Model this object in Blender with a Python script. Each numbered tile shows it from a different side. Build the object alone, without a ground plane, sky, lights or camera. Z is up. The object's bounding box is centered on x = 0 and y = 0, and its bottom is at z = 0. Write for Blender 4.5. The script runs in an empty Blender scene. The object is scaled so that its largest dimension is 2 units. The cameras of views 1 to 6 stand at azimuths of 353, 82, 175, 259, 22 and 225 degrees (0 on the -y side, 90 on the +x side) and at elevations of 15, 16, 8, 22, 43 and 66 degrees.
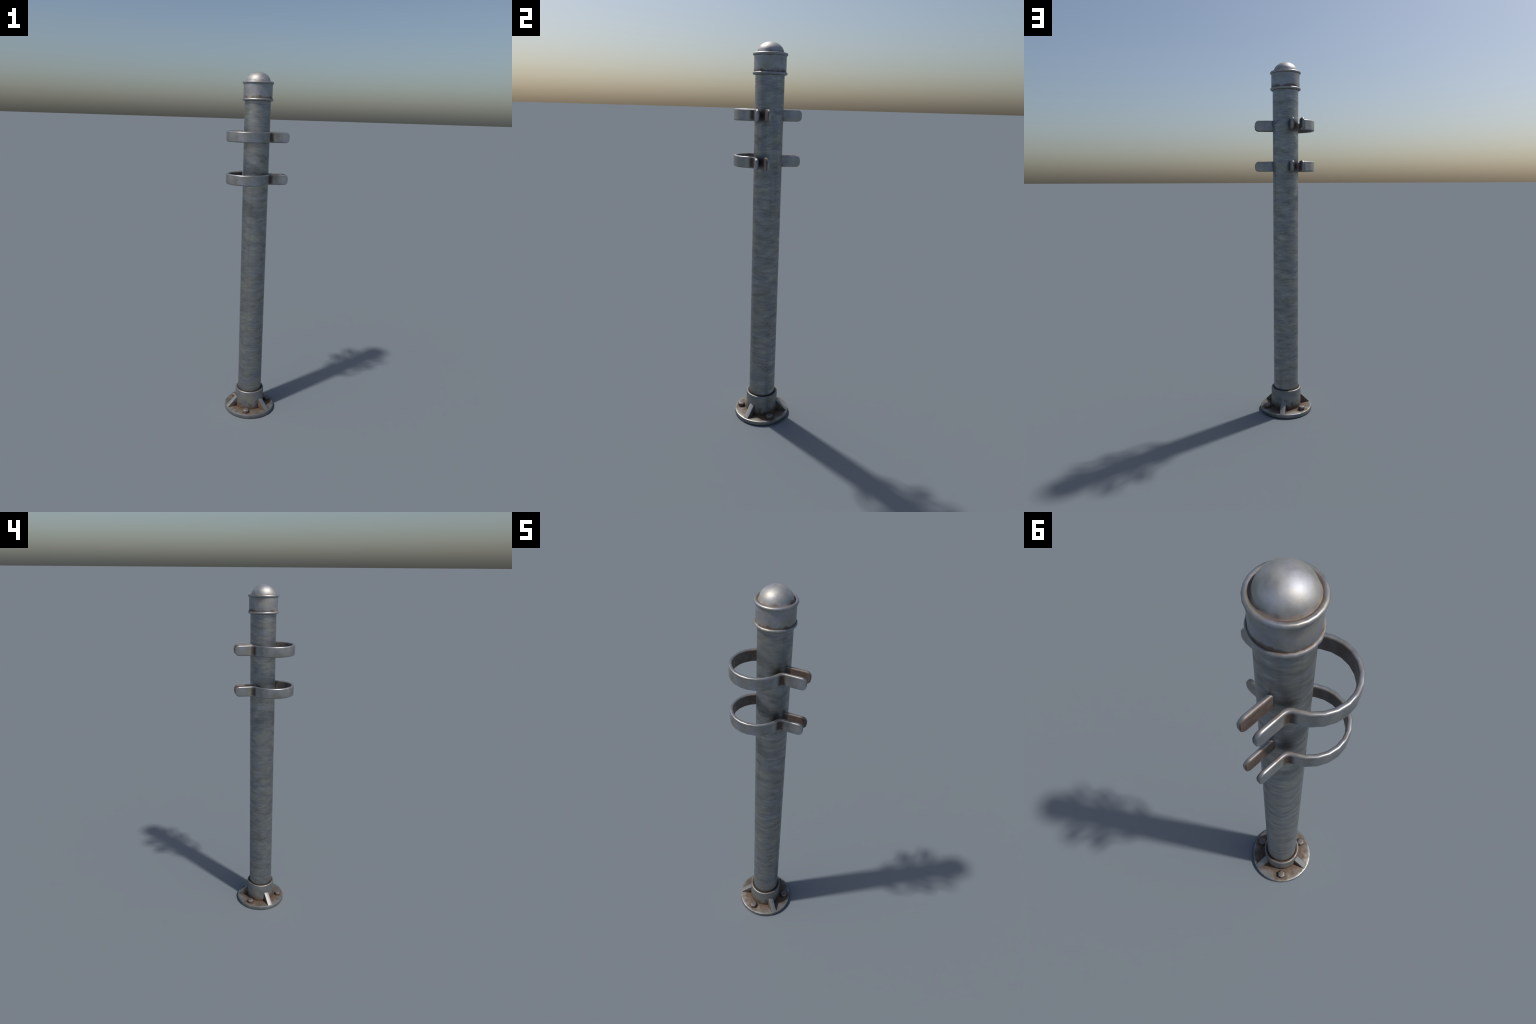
"""Galvanised steel post: flanged foot with ribs and bolts, domed cap, two pipe clamps."""
import bpy, bmesh
from math import sin, cos, pi, radians, sqrt, asin, hypot
from mathutils import Vector

# ----------------------------------------------------------------------------
# sizes (metres)
# ----------------------------------------------------------------------------
POLE_R = 0.0715
FLANGE_R, FLANGE_H = 0.1522, 0.0225
COLLAR_R, COLLAR_TOP = 0.0868, 0.138
RIB_ANGLES = (-45, -165, 75)
BOLT_ANGLES = (-105, 15, 135)
BOLT_CIRCLE, BOLT_R, BOLT_H = 0.1168, 0.0200, 0.0210
RIB_HALF = 0.0146             # half thickness of a rib
CLAMP_C = -0.0487            # clamp ring centre, x = y
CLAMP_R = 0.1206             # clamp ring outer radius
STRAP_T, STRAP_H = 0.0150, 0.0566
TAB_TIP, TAB_GAP = 0.1698, 0.0263   # tab end, offset of each tab from clamp axis
CLAMP_Z = (1.6625, 1.4370)
SEG = 24

# ----------------------------------------------------------------------------
# node helpers
# ----------------------------------------------------------------------------
class Nodes:
    def __init__(self, name):
        self.mat = bpy.data.materials.new(name)
        self.mat.use_nodes = True
        self.t = self.mat.node_tree
        self.t.nodes.clear()
        self.out = self.t.nodes.new("ShaderNodeOutputMaterial")
        self.tc = self.t.nodes.new("ShaderNodeTexCoord")
        self.obj = self.tc.outputs["Object"]

    def set(self, sock, v):
        if isinstance(v, bpy.types.NodeSocket):
            self.t.links.new(v, sock)
        else:
            sock.default_value = v

    def math(self, op, a, b=0.0, c=0.0, clamp=False):
        n = self.t.nodes.new("ShaderNodeMath")
        n.operation = op
        n.use_clamp = clamp
        for s, v in zip(n.inputs, (a, b, c)):
            self.set(s, v)
        return n.outputs[0]

    def xyz(self, v=None):
        n = self.t.nodes.new("ShaderNodeSeparateXYZ")
        self.set(n.inputs[0], v or self.obj)
        return n.outputs

    def combine(self, x, y, z):
        n = self.t.nodes.new("ShaderNodeCombineXYZ")
        for s, v in zip(n.inputs, (x, y, z)):
            self.set(s, v)
        return n.outputs[0]

    def mapping(self, scale=(1, 1, 1), loc=(0, 0, 0), rot=(0, 0, 0), vec=None):
        n = self.t.nodes.new("ShaderNodeMapping")
        self.set(n.inputs["Vector"], vec or self.obj)
        n.inputs["Scale"].default_value = scale
        n.inputs["Location"].default_value = loc
        n.inputs["Rotation"].default_value = rot
        return n.outputs[0]

    def noise(self, vec, scale=1.0, detail=3.0, rough=0.55, dist=0.0):
        n = self.t.nodes.new("ShaderNodeTexNoise")
        self.set(n.inputs["Vector"], vec)
        n.inputs["Scale"].default_value = scale
        n.inputs["Detail"].default_value = detail
        n.inputs["Roughness"].default_value = rough
        n.inputs["Distortion"].default_value = dist
        return n.outputs["Fac"]

    def smooth(self, v, lo, hi, a=0.0, b=1.0):
        n = self.t.nodes.new("ShaderNodeMapRange")
        n.interpolation_type = "SMOOTHSTEP"
        self.set(n.inputs["Value"], v)
        n.inputs["From Min"].default_value = lo
        n.inputs["From Max"].default_value = hi
        n.inputs["To Min"].default_value = a
        n.inputs["To Max"].default_value = b
        return n.outputs["Result"]

    def mix(self, fac, a, b, mode="MIX"):
        n = self.t.nodes.new("ShaderNodeMix")
        n.data_type = "RGBA"
        n.blend_type = mode
        self.set(n.inputs[0], fac)
        self.set(n.inputs[6], a if isinstance(a, bpy.types.NodeSocket) else (*a, 1.0))
        self.set(n.inputs[7], b if isinstance(b, bpy.types.NodeSocket) else (*b, 1.0))
        return n.outputs[2]

    def ramp(self, fac, stops):
        n = self.t.nodes.new("ShaderNodeValToRGB")
        r = n.color_ramp
        while len(r.elements) < len(stops):
            r.elements.new(0.5)
        for e, (p, c) in zip(r.elements, stops):
            e.position = p
            e.color = (*c, 1.0)
        self.set(n.inputs[0], fac)
        return n.outputs[0]

    def ao(self, dist):
        """crevice mask: 0 in open places, 1 deep in a corner"""
        n = self.t.nodes.new("ShaderNodeAmbientOcclusion")
        n.samples = 12
        n.inputs["Distance"].default_value = dist
        return self.math("SUBTRACT", 1.0, n.outputs["AO"])

    def bump(self, h, strength, distance):
        n = self.t.nodes.new("ShaderNodeBump")
        n.inputs["Strength"].default_value = strength
        n.inputs["Distance"].default_value = distance
        self.set(n.inputs["Height"], h)
        return n.outputs[0]

    def finish(self, color, metallic, rough, normal=None):
        b = self.t.nodes.new("ShaderNodeBsdfPrincipled")
        self.set(b.inputs["Base Color"], color)
        self.set(b.inputs["Metallic"], metallic)
        self.set(b.inputs["Roughness"], rough)
        if normal:
            self.set(b.inputs["Normal"], normal)
        self.t.links.new(b.outputs[0], self.out.inputs[0])
        return self.mat

RUST = (0.084, 0.047, 0.026)
SHADE = (0.022, 0.018, 0.016)  # near-black tone for shade painted into corners and gaps
BEND = (0.068, CLAMP_C - TAB_GAP - STRAP_T / 2 - 0.002)     # outer corner of the clamp bend, in plan

def plan_distance(n, s, x, y):
    dx = n.math("SUBTRACT", s[0], x)
    dy = n.math("SUBTRACT", s[1], y)
    return n.math("SQRT", n.math("ADD", n.math("MULTIPLY", dx, dx), n.math("MULTIPLY", dy, dy)))

def pole_material():
    n = Nodes("galvanised_pole")
    s = n.xyz()
    # wavy, mostly horizontal drawing marks running round the tube, in two crossing sets
    def brushed(freq, amp, seed, scale_xy, scale_z):
        warp = n.noise(n.mapping((freq, freq, freq * 0.8), (seed, 2, seed)), 1.0, 2.0)
        z = n.math("ADD", s[2], n.math("MULTIPLY", warp, amp))
        v = n.combine(s[0], s[1], z)
        return v, n.noise(n.mapping((scale_xy, scale_xy, scale_z), (seed, seed, 1), vec=v), 1.0, 3.0, 0.62)
    v1, coarse = brushed(10, 0.040, 1.3, 12, 32)
    v2, fine_a = brushed(14, 0.022, 4.1, 11, 150)
    v3, fine_b = brushed(11, 0.030, 7.7, 20, 95)
    value = n.math("ADD", n.math("MULTIPLY", coarse, 0.50),
                   n.math("ADD", n.math("MULTIPLY", fine_a, 0.20), n.math("MULTIPLY", fine_b, 0.30)))
    col = n.ramp(value, [(0.37, (0.198, 0.208, 0.213)), (0.46, (0.264, 0.275, 0.281)),
                         (0.54, (0.309, 0.321, 0.328)), (0.63, (0.392, 0.405, 0.412))])
    # zinc tints: yellow-green and blue-violet clouds
    tint = n.noise(n.mapping((13, 13, 19), (5, 2, 7), vec=v1), 1.0, 3.0, 0.6)
    tcol = n.ramp(tint, [(0.34, (0.91, 0.95, 1.06)), (0.50, (1.0, 1.0, 0.985)), (0.64, (1.09, 1.06, 0.88))])
    col = n.mix(0.60, col, tcol, "MULTIPLY")
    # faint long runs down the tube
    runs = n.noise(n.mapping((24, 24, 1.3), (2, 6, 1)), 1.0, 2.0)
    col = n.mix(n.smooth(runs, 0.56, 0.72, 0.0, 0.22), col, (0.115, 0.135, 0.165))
    # occlusion shade painted into the colour where straps sit close to the tube
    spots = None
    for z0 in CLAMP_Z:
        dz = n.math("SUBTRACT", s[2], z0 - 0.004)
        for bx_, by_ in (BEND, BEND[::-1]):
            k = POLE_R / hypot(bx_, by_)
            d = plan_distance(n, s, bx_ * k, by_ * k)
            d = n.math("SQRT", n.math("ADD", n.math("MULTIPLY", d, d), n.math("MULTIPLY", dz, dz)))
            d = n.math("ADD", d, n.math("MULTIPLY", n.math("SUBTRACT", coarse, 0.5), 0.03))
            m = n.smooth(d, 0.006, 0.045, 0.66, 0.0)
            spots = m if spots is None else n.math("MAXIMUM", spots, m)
    col = n.mix(spots, col, SHADE)
    occlusion = n.ao(0.05)  # contact shade near other parts, darkened into the pole colour
    col = n.mix(n.smooth(occlusion, 0.22, 0.80, 0, 0.85), col, SHADE)
    rough = n.smooth(value, 0.35, 0.65, 0.50, 0.40)
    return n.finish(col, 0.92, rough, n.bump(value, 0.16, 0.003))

def steel_material(name, base, rust_amount=1.0, rough=0.42, extra=None, dist=0.035, metallic=0.85, skin=None, floor=None, corner_shade=0.85):
    """bare cast steel; rust gathers in corners, broken up by noise"""
    n = Nodes(name)
    cloud = n.noise(n.mapping((16, 16, 16), (1, 4, 2)), 1.0, 4.0, 0.62)
    blot = n.noise(n.mapping((34, 34, 28), (6, 1, 9)), 1.0, 1.5, 0.5)
    fine = n.noise(n.mapping((90, 90, 90)), 1.0, 3.0, 0.6)
    dk = tuple(c * 0.78 for c in base)
    lt = tuple(c * 1.20 for c in base)
    col = n.ramp(cloud, [(0.32, dk), (0.50, base), (0.68, lt)])
    tint = n.noise(n.mapping((17, 17, 20), (8, 3, 5)), 1.0, 2.0)
    tcol = n.ramp(tint, [(0.34, (0.92, 0.97, 1.10)), (0.50, (1, 1, 1)), (0.66, (1.06, 1.04, 0.92))])
    col = n.mix(0.8, col, tcol, "MULTIPLY")
    metal = metallic
    rg = n.math("ADD", rough, n.math("MULTIPLY", n.math("SUBTRACT", cloud, 0.5), 0.18))
    if skin:
        # a dull weathered skin over part of the piece; on the clamps, painted shade
        k, scol, smet, srough = skin(n, cloud)
        col = n.mix(k, col, scol)
        metal = n.math("ADD", n.math("MULTIPLY", n.math("SUBTRACT", 1.0, k), metallic), n.math("MULTIPLY", k, smet))
        rg = n.math("ADD", rg, n.math("MULTIPLY", k, srough - rough))
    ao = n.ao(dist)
    if floor:
        # leave the outside edge that stands on the ground clean
        ao = n.math("MULTIPLY", ao, n.smooth(n.xyz()[2], floor - 0.004, floor))
    mask = n.smooth(n.math("MULTIPLY", ao, n.smooth(blot, 0.35, 0.65, 0.55, 1.6)), 0.22, 0.62)
    if extra:
        mask = n.math("MAXIMUM", mask, extra(n, blot, ao))
    mask = n.math("MULTIPLY", mask, rust_amount, clamp=True)
    rcol = n.ramp(fine, [(0.35, tuple(c * 0.7 for c in RUST)), (0.65, tuple(c * 1.35 for c in RUST))])
    col = n.mix(mask, col, rcol)
    col = n.mix(n.smooth(ao, 0.48, 0.92, 0, corner_shade), col, SHADE)  # ambient shade of deep corners, mixed into the base colour
    metal = n.math("MULTIPLY", metal, n.math("SUBTRACT", 1.0, n.math("MULTIPLY", mask, 0.75)))
    rg = n.math("ADD", rg, n.math("MULTIPLY", mask, 0.2))
    return n.finish(col, metal, rg, n.bump(fine, 0.08, 0.002))

def normal_z(n):
    g = n.t.nodes.new("ShaderNodeNewGeometry")
    return n.math("ABSOLUTE", n.xyz(g.outputs["Normal"])[2])

def foot_skin(n, cloud):
    """the flat of the flange is dull and brownish, its rim stays bright"""
    s = n.xyz()
    r = plan_distance(n, s, 0, 0)
    k = n.math("MULTIPLY", n.smooth(s[2], FLANGE_H - 0.003, FLANGE_H - 0.0003), n.smooth(r, 0.138, 0.1485, 1.0, 0.0))
    k = n.math("MULTIPLY", k, n.smooth(s[2], 0.03, 0.04, 1.0, 0.0))
    k = n.math("MULTIPLY", k, n.smooth(cloud, 0.3, 0.7, 0.98, 0.72))
    return k, n.ramp(cloud, [(0.38, (0.088, 0.068, 0.050)), (0.66, (0.160, 0.152, 0.136))]), 0.30, 0.58

def foot_rust(n, blot, ao):
    """rust rings round each bolt and a stain climbing the foot of the collar"""
    s = n.xyz()
    wob = n.math("SUBTRACT", blot, 0.5)
    best = None
    for a in BOLT_ANGLES:
        d = plan_distance(n, s, BOLT_CIRCLE * cos(radians(a)), BOLT_CIRCLE * sin(radians(a)))
        d = n.math("ADD", d, n.math("MULTIPLY", wob, 0.07))
        m = n.smooth(d, 0.022, 0.052, 0.85, 0.0)
        best = m if best is None else n.math("MAXIMUM", best, m)
    r = plan_distance(n, s, 0, 0)
    ring = n.smooth(n.math("ADD", r, n.math("MULTIPLY", wob, 0.10)), 0.094, 0.140, 0.88, 0.0)
    best = n.math("MAXIMUM", best, ring)
    flat = n.math("MULTIPLY", n.smooth(s[2], FLANGE_H - 0.004, FLANGE_H - 0.001), n.smooth(s[2], 0.03, 0.034, 1.0, 0.0))
    best = n.math("MULTIPLY", best, flat)
    climb = n.smooth(n.math("SUBTRACT", s[2], n.math("MULTIPLY", wob, 0.13)), 0.028, 0.072, 0.9, 0.0)
    climb = n.math("MULTIPLY", climb, n.smooth(r, 0.090, 0.094, 1.0, 0.0))
    lip = n.smooth(n.math("ADD", r, n.math("MULTIPLY", wob, 0.012)), 0.0775, 0.0850, 0.9, 0.0)
    lip = n.math("MULTIPLY", lip, n.smooth(s[2], COLLAR_TOP - 0.03, COLLAR_TOP - 0.01))
    return n.math("MAXIMUM", best, n.math("MAXIMUM", climb, lip))

def rib_rust(n, blot, ao):
    """stained flanks and a rusty root where the rib meets the collar (rib's own axes: x out, y across)"""
    s = n.xyz()
    flank = n.smooth(n.math("ABSOLUTE", s[1]), RIB_HALF - 0.0018, RIB_HALF - 0.0002)
    flank = n.math("MULTIPLY", flank, n.smooth(blot, 0.3, 0.62, 0.55, 0.95))
    root = n.smooth(n.math("ADD", s[0], n.math("MULTIPLY", n.math("SUBTRACT", blot, 0.5), 0.03)), 0.086, 0.096, 0.7, 0.0)
    return n.math("MAXIMUM", flank, root)

def bolt_skin(n, cloud):
    """dull middle of the bolt head"""
    s = n.xyz()
    k = n.math("MULTIPLY", n.smooth(plan_distance(n, s, 0, 0), 0.009, 0.0155, 0.75, 0.0), n.smooth(s[2], BOLT_H - 0.004, BOLT_H))
    return k, n.ramp(cloud, [(0.3, (0.085, 0.078, 0.072)), (0.7, (0.130, 0.120, 0.112))]), 0.5, 0.55

def cap_rust(n, blot, ao):
    """rust lying on the lower bead, against the drum, and in the groove round the dome"""
    s = n.xyz()
    r = plan_distance(n, s, 0, 0)
    wob = n.math("SUBTRACT", blot, 0.5)
    low = n.smooth(n.math("SUBTRACT", s[2], n.math("MULTIPLY", wob, 0.045)), 1.8620, 1.8780, 0.9, 0.0)
    low = n.math("MULTIPLY", low, n.smooth(s[2], 1.8590, 1.8630))
    low = n.math("MULTIPLY", low, n.smooth(r, 0.0800, 0.0835, 1.0, 0.0))
    high = n.smooth(n.math("ADD", r, n.math("MULTIPLY", wob, 0.012)), 0.0700, 0.0800, 0.95, 0.0)
    high = n.math("MULTIPLY", high, n.smooth(s[2], 1.940, 1.942))
    return n.math("MAXIMUM", low, high)

def dome_rust(n, blot, ao):
    s = n.xyz()
    return n.smooth(n.math("SUBTRACT", s[2], n.math("MULTIPLY", n.math("SUBTRACT", blot, 0.5), 0.02)), 1.9465, 1.9600, 0.85, 0.0)

def clamp_rust(n, blot, ao):
    """rust on the strap faces that look into the gap, inside the ring, at the bends and along the edges"""
    s = n.xyz()
    def gap(along, across):
        off = n.math("ABSOLUTE", n.math("SUBTRACT", across, CLAMP_C))
        inner = n.smooth(off, TAB_GAP - 0.006, TAB_GAP + 0.001, 1.0, 0.0)
        return n.math("MULTIPLY", inner, n.smooth(along, 0.055, 0.065))
    m = n.math("MAXIMUM", gap(s[0], s[1]), gap(s[1], s[0]))
    r = plan_distance(n, s, CLAMP_C, CLAMP_C)
    inside = n.smooth(r, CLAMP_R - STRAP_T, CLAMP_R - STRAP_T + 0.005, 0.85, 0.0)
    m = n.math("MAXIMUM", m, inside)
    m = n.math("MULTIPLY", m, n.smooth(blot, 0.3, 0.6, 0.62, 0.9))
    d = n.math("MINIMUM", plan_distance(n, s, *BEND), plan_distance(n, s, *BEND[::-1]))
    d = n.math("ADD", d, n.math("MULTIPLY", n.math("SUBTRACT", blot, 0.5), 0.02))
    h = n.smooth(n.math("ABSOLUTE", s[2]), 0.018, 0.028, 1.0, 0.3)
    bend_stain = n.math("MULTIPLY", n.smooth(d, 0.006, 0.028, 0.62, 0.0), h)
    edge = n.math("MULTIPLY", n.smooth(normal_z(n), 0.6, 0.95), n.smooth(blot, 0.46, 0.70, 0.04, 0.55))
    near = n.math("MULTIPLY", n.smooth(normal_z(n), 0.5, 0.9), n.smooth(d, 0.02, 0.065, 0.45, 0.0))
    edge = n.math("MAXIMUM", edge, near)
    return n.math("MAXIMUM", n.math("MAXIMUM", m, bend_stain), edge)

def clamp_shade(n, blot):
    """occlusion shade painted dark at each bend and between the tabs"""
    s = n.xyz()
    d = n.math("MINIMUM", plan_distance(n, s, *BEND), plan_distance(n, s, *BEND[::-1]))
    h = n.smooth(n.math("ABSOLUTE", s[2]), 0.016, 0.027, 1.0, 0.0)
    k = n.math("MULTIPLY", n.smooth(d, 0.007, 0.024, 0.92, 0.0), h)  # shade of the bend corner, put into the colour
    for a, b in ((s[0], s[1]), (s[1], s[0])):
        off = n.math("ABSOLUTE", n.math("SUBTRACT", b, CLAMP_C))
        gap = n.math("MULTIPLY", n.smooth(off, TAB_GAP - 0.006, TAB_GAP - 0.001, 0.45, 0.0), n.smooth(a, 0.055, 0.065))
        k = n.math("MAXIMUM", k, n.math("MULTIPLY", gap, h))
    return k, n.ramp(blot, [(0.0, SHADE), (1.0, (0.05, 0.04, 0.035))]), 0.2, 0.6

# ----------------------------------------------------------------------------
# mesh helpers
# ----------------------------------------------------------------------------
def add(name, bm, mat, parent, sharp=38):
    bmesh.ops.recalc_face_normals(bm, faces=bm.faces[:])
    for f in bm.faces:
        f.smooth = True
    for e in bm.edges:
        e.smooth = len(e.link_faces) == 2 and e.calc_face_angle(0) < radians(sharp)
    me = bpy.data.meshes.new(name)
    bm.to_mesh(me)
    bm.free()
    me.materials.append(mat)
    ob = bpy.data.objects.new(name, me)
    bpy.context.scene.collection.objects.link(ob)
    ob.parent = parent
    return ob

def lathe(profile, seg=SEG, closed=False, turn=0.0):
    """revolve (radius, height) points about z; radius 0 closes to a pole"""
    bm = bmesh.new()
    rings = []
    for r, z in profile:
        if r < 1e-6:
            rings.append([bm.verts.new((0, 0, z))])
        else:
            rings.append([bm.verts.new((r * cos(turn + 2 * pi * i / seg), r * sin(turn + 2 * pi * i / seg), z))
                          for i in range(seg)])
    pairs = list(zip(rings, rings[1:]))
    if closed:
        pairs.append((rings[-1], rings[0]))
    for a, b in pairs:
        for i in range(seg):
            j = (i + 1) % seg
            if len(a) == 1:
                bm.faces.new((a[0], b[i], b[j]))
            elif len(b) == 1:
                bm.faces.new((a[i], a[j], b[0]))
            else:
                bm.faces.new((a[i], a[j], b[j], b[i]))
    return bm

def bevel_sharp(bm, width, seg=2, angle=50):
    bmesh.ops.recalc_face_normals(bm, faces=bm.faces[:])
    edges = [e for e in bm.edges if len(e.link_faces) == 2 and e.calc_face_angle(0) > radians(angle)]
    bmesh.ops.bevel(bm, geom=edges, offset=width, segments=seg, profile=0.5, affect="EDGES", clamp_overlap=True)

def bead(radius, z, r, n=8):
    """half-round moulding profile, bottom to top, round a drum of the given outer radius"""
    return [(radius - r + r * cos(t), z + r * sin(t))
            for t in (-pi / 2 + pi * i / n for i in range(n + 1))]

def strap(path, half_t, half_h, corner, edge):
    """flat bar following a plan path [(x, y)], both ends rounded in elevation"""
    pts = [Vector(p) for p in path]
    # add stations that draw the rounded corners at both ends
    def rounded(p_end, p_next):
        d = (p_next - p_end).normalized()
        out = []
        for k in range(5):
            t = (pi / 2) * k / 4
            out.append((p_end + d * corner * (1 - sin(t)), half_h - corner * (1 - cos(t))))
        out.reverse()          # tip (small half height) first
        out[0] = (p_end + d * 0.0014, out[0][1])
        return [(p_end, out[0][1])] + out
    start = rounded(pts[0], pts[1])
    end = rounded(pts[-1], pts[-2])
    stations = start + [(p, half_h) for p in pts[1:-1]] + end[::-1]
    bm = bmesh.new()
    loops = []
    n = len(stations)
    for i, (p, h) in enumerate(stations):
        a = stations[max(i - 1, 0)][0]
        b = stations[min(i + 1, n - 1)][0]
        d1 = (p - a).normalized() if i else (b - p).normalized()
        d2 = (b - p).normalized() if i < n - 1 else d1
        t = (d1 + d2).normalized()
        nrm = Vector((-t.y, t.x)) * (half_t / max(0.5, t.dot(d1)))
        shrink = 0.0025 if i in (0, n - 1) else 0.0      # blunted tip edges
        fx, fh, rad = half_t - shrink, h - shrink, edge - shrink
        ring = []
        for q in range(4):                               # rounded rectangle, one corner at a time
            for k in range(5):
                t = pi / 2 * (q + k / 4)
                su = 1 if q in (0, 3) else -1
                sv = 1 if q < 2 else -1
                u = (su * (fx - rad) + rad * cos(t)) / half_t
                v = sv * (fh - rad) + rad * sin(t)
                ring.append(bm.verts.new((p.x + u * nrm.x, p.y + u * nrm.y, v)))
        loops.append(ring)
    for a, b in zip(loops, loops[1:]):
        for i in range(len(a)):
            j = (i + 1) % len(a)
            bm.faces.new((a[i], a[j], b[j], b[i]))
    bm.faces.new(loops[0][::-1])
    bm.faces.new(loops[-1])
    return bm

def empty(name, parent=None):
    ob = bpy.data.objects.new(name, None)
    bpy.context.scene.collection.objects.link(ob)
    ob.parent = parent
    return ob

# ----------------------------------------------------------------------------
# build
# ----------------------------------------------------------------------------
post = empty("metal_post")
post["label"] = "weathered galvanised steel post with domed cap, two clamps and bolted foot"
post["category"] = "metal post"

m_pole = pole_material()
m_cap = steel_material("cap_steel", (0.34, 0.34, 0.342), 0.9, 0.47, cap_rust, 0.016, 0.82, corner_shade=0.45)
m_dome = steel_material("dome_steel", (0.43, 0.425, 0.42), 0.9, 0.61, dome_rust, 0.012, 0.85, corner_shade=0.45)
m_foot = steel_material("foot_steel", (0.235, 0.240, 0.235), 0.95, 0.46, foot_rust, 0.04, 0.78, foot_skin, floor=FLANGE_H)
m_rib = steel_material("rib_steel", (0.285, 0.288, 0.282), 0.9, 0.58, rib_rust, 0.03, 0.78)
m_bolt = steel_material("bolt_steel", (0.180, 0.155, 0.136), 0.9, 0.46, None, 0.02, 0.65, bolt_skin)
m_clamp = steel_material("clamp_steel", (0.335, 0.337, 0.336), 0.9, 0.40, clamp_rust, 0.022, 0.86, clamp_shade)

# pole: one straight tube down into the collar
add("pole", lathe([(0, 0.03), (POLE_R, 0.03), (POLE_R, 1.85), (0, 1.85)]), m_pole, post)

# foot: flange disc, collar with a stepped lip, three ribs, three hexagon bolts
flange = add("flange", lathe([
    (0, 0), (FLANGE_R - 0.001, 0), (FLANGE_R, 0.002), (FLANGE_R, 0.0185), (FLANGE_R - 0.0013, 0.0212),
    (FLANGE_R - 0.004, FLANGE_H), (0, FLANGE_H)], 36), m_foot, post)
add("collar", lathe([
    (POLE_R - 0.004, FLANGE_H - 0.004), (COLLAR_R + 0.0015, FLANGE_H - 0.004), (COLLAR_R + 0.0004, FLANGE_H + 0.006),
    (COLLAR_R, COLLAR_TOP - 0.0055), (COLLAR_R - 0.0010, COLLAR_TOP - 0.0022), (COLLAR_R - 0.0035, COLLAR_TOP - 0.0003),
    (COLLAR_R - 0.006, COLLAR_TOP), (POLE_R + 0.0028, COLLAR_TOP - 0.0010), (POLE_R + 0.0016, COLLAR_TOP - 0.0022),
    (POLE_R + 0.0012, COLLAR_TOP - 0.007), (POLE_R - 0.004, COLLAR_TOP - 0.007)], 32, closed=True), m_foot, flange)

def rib_mesh():
    bm = bmesh.new()
    r0, r1, w = COLLAR_R - 0.006, 0.1465, RIB_HALF
    prof = [(r0, FLANGE_H - 0.003), (r1, FLANGE_H - 0.003), (r1, FLANGE_H + 0.0005), (r0 + 0.006, 0.0835), (r0, 0.0835)]
    sides = [[bm.verts.new((r, s * w, z)) for r, z in prof] for s in (-1, 1)]
    bm.faces.new(sides[0][::-1])
    bm.faces.new(sides[1])
    for i in range(len(prof)):
        j = (i + 1) % len(prof)
        bm.faces.new((sides[0][i], sides[0][j], sides[1][j], sides[1][i]))
    bevel_sharp(bm, 0.0022, 2, 80)
    return bm

def bolt_mesh():
    bm = lathe([(0, 0), (BOLT_R, 0), (BOLT_R, BOLT_H - 0.004), (BOLT_R - 0.0035, BOLT_H), (0, BOLT_H + 0.0006)], 6)
    bevel_sharp(bm, 0.0012, 2, 30)
    return bm

def place(name, make, mat, parent, angles, radius, z, own_turn=0.0):
    first = None
    for a in angles:
        if first is None:
            ob = first = add(name, make(), mat, parent, 30)
        else:
            ob = first.copy()
            bpy.context.scene.collection.objects.link(ob)
        ob.parent = parent
        ob.location = (radius * cos(radians(a)), radius * sin(radians(a)), z)
        ob.rotation_euler = (0, 0, radians(a) + own_turn)

place("rib", rib_mesh, m_rib, flange, RIB_ANGLES, 0.0, 0.0)
place("bolt", bolt_mesh, m_bolt, flange, BOLT_ANGLES, BOLT_CIRCLE, FLANGE_H - 0.001)

# cap: drum with a bead at each rim, and a dome sitting inside the upper bead
drum_r, bead_r = 0.0789, 0.0068
lower, upper = bead(0.0850, 1.8566, bead_r), bead(0.0853, 1.9430, bead_r)
cap = add("cap", lathe(
    [(POLE_R - 0.003, 1.8500)] + lower + [(drum_r, 1.8638), (drum_r, 1.9358)] + upper
    + [(0.0745, 1.9490), (0.0722, 1.9478), (0.0700, 1.9470), (0.0660, 1.9466), (0.055, 1.9440), (0.055, 1.8500)], SEG, closed=True), m_cap, post)
dome_a, dome_b = 0.0657, 0.0525          # flattened dome: half width, height
dome_c = 2.0 - dome_b
dome_profile = [(dome_a + 0.0060, dome_c - 0.0010), (dome_a + 0.0034, dome_c + 0.0000), (dome_a + 0.0014, dome_c + 0.0018)] + [
    (dome_a * cos(t), dome_c + dome_b * sin(t)) for t in (pi / 2 * i / 12 for i in range(1, 12))] + [(0, 2.0)]
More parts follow.
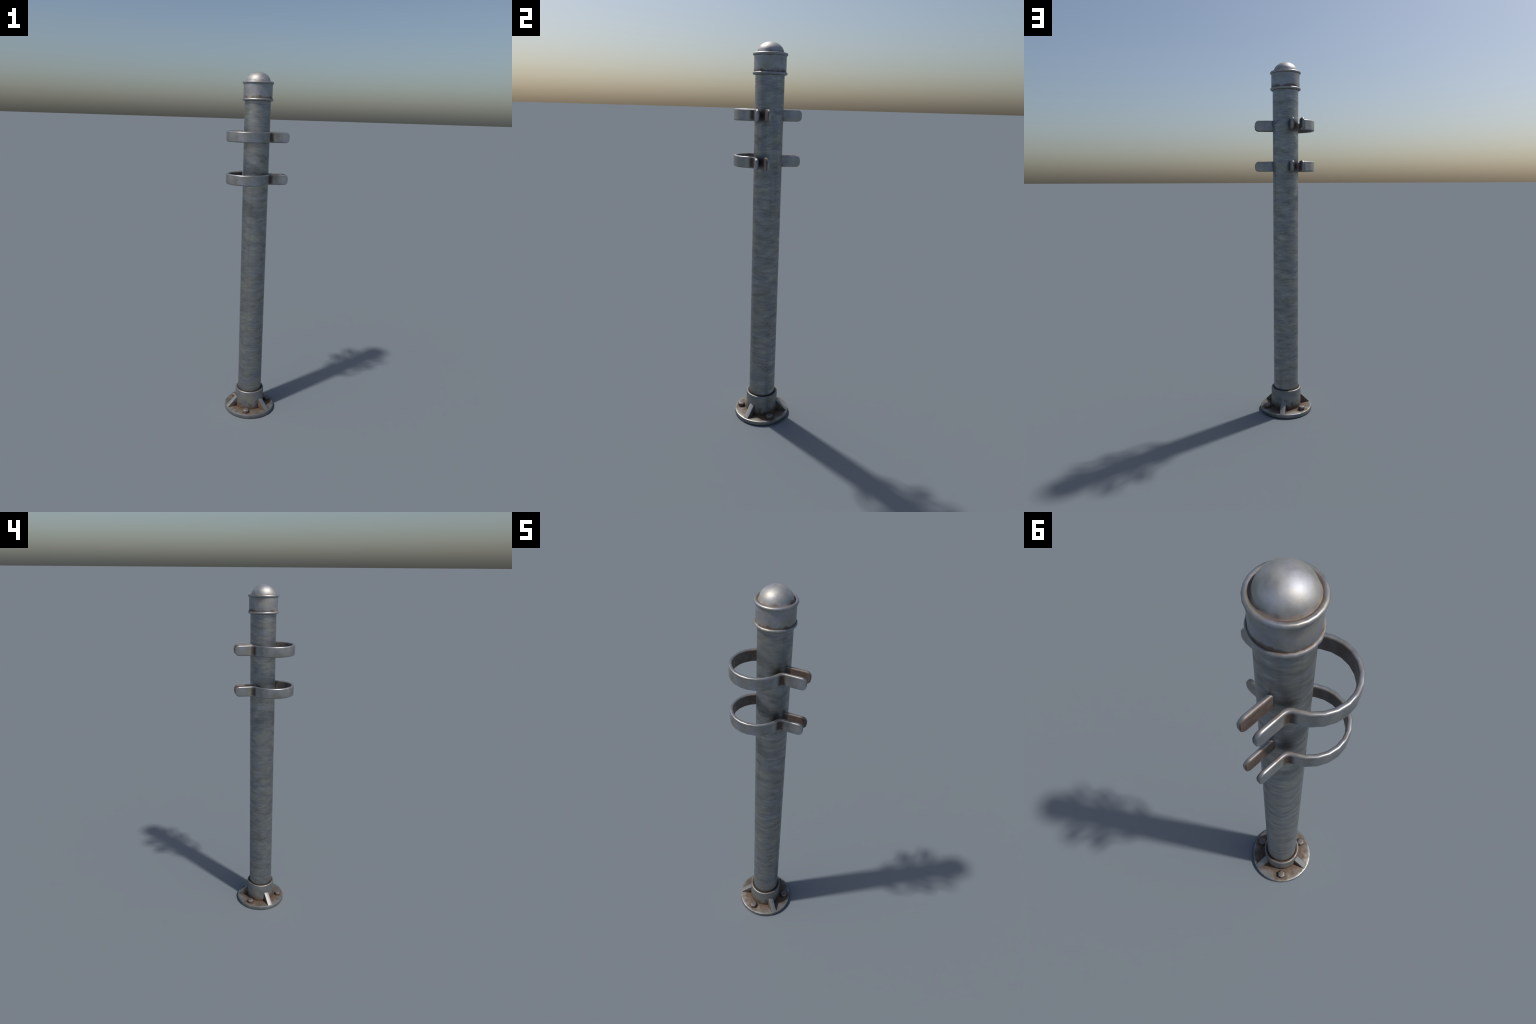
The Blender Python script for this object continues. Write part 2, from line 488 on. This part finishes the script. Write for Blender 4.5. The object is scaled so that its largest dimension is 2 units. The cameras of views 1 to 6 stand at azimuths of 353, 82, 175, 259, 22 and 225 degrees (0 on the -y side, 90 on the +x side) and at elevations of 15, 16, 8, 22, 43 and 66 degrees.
add("dome", lathe(dome_profile, 32), m_dome, cap)

# clamps: a long strap that loops round the clamp axis, and a short one sunk in the pole
mid_r = CLAMP_R - STRAP_T / 2
bend = asin(TAB_GAP / mid_r)
bx = CLAMP_C + mid_r * cos(bend)

def long_path():
    """tab along +x, round corner, arc the long way, round corner, tab along +y"""
    half = [(TAB_TIP, CLAMP_C - TAB_GAP)]
    corner = Vector((bx, CLAMP_C - TAB_GAP))
    leg = 0.022
    a1 = -bend - leg / mid_r
    p0 = corner + Vector((leg, 0))
    p2 = Vector((CLAMP_C + mid_r * cos(a1), CLAMP_C + mid_r * sin(a1)))
    for k in range(5):
        t = k / 4
        q = p0 * (1 - t) ** 2 + corner * 2 * t * (1 - t) + p2 * t ** 2
        half.append((q.x, q.y))
    stop = -0.75 * pi
    steps = 7
    arc = [(CLAMP_C + mid_r * cos(a1 + (stop - a1) * i / steps), CLAMP_C + mid_r * sin(a1 + (stop - a1) * i / steps))
           for i in range(1, steps + 1)]
    half += arc
    return half + [(y, x) for x, y in half[:-1][::-1]]

def short_path():
    r = mid_r - 0.014
    half = [(TAB_TIP, CLAMP_C + TAB_GAP), (bx, CLAMP_C + TAB_GAP)]
    half += [(CLAMP_C + r * cos(a), CLAMP_C + r * sin(a)) for a in (0.36, 0.57, pi / 4)]
    return half + [(y, x) for x, y in half[:-1][::-1]]

def strap_mesh(path):
    return strap(path, STRAP_T / 2, STRAP_H / 2, 0.021, 0.0060)

first = None
for z in CLAMP_Z:
    if first is None:
        long_strap = add("clamp", strap_mesh(long_path()), m_clamp, post)
        short_strap = add("clamp_back", strap_mesh(short_path()), m_clamp, long_strap)
        first = (long_strap, short_strap)
        for o in first:
            w = o.modifiers.new("flat_faces", "WEIGHTED_NORMAL")
            w.keep_sharp = True
    else:
        long_strap, short_strap = (o.copy() for o in first)
        for o in (long_strap, short_strap):
            bpy.context.scene.collection.objects.link(o)
        long_strap.parent = post
        short_strap.parent = long_strap
    long_strap.location = (0, 0, z)
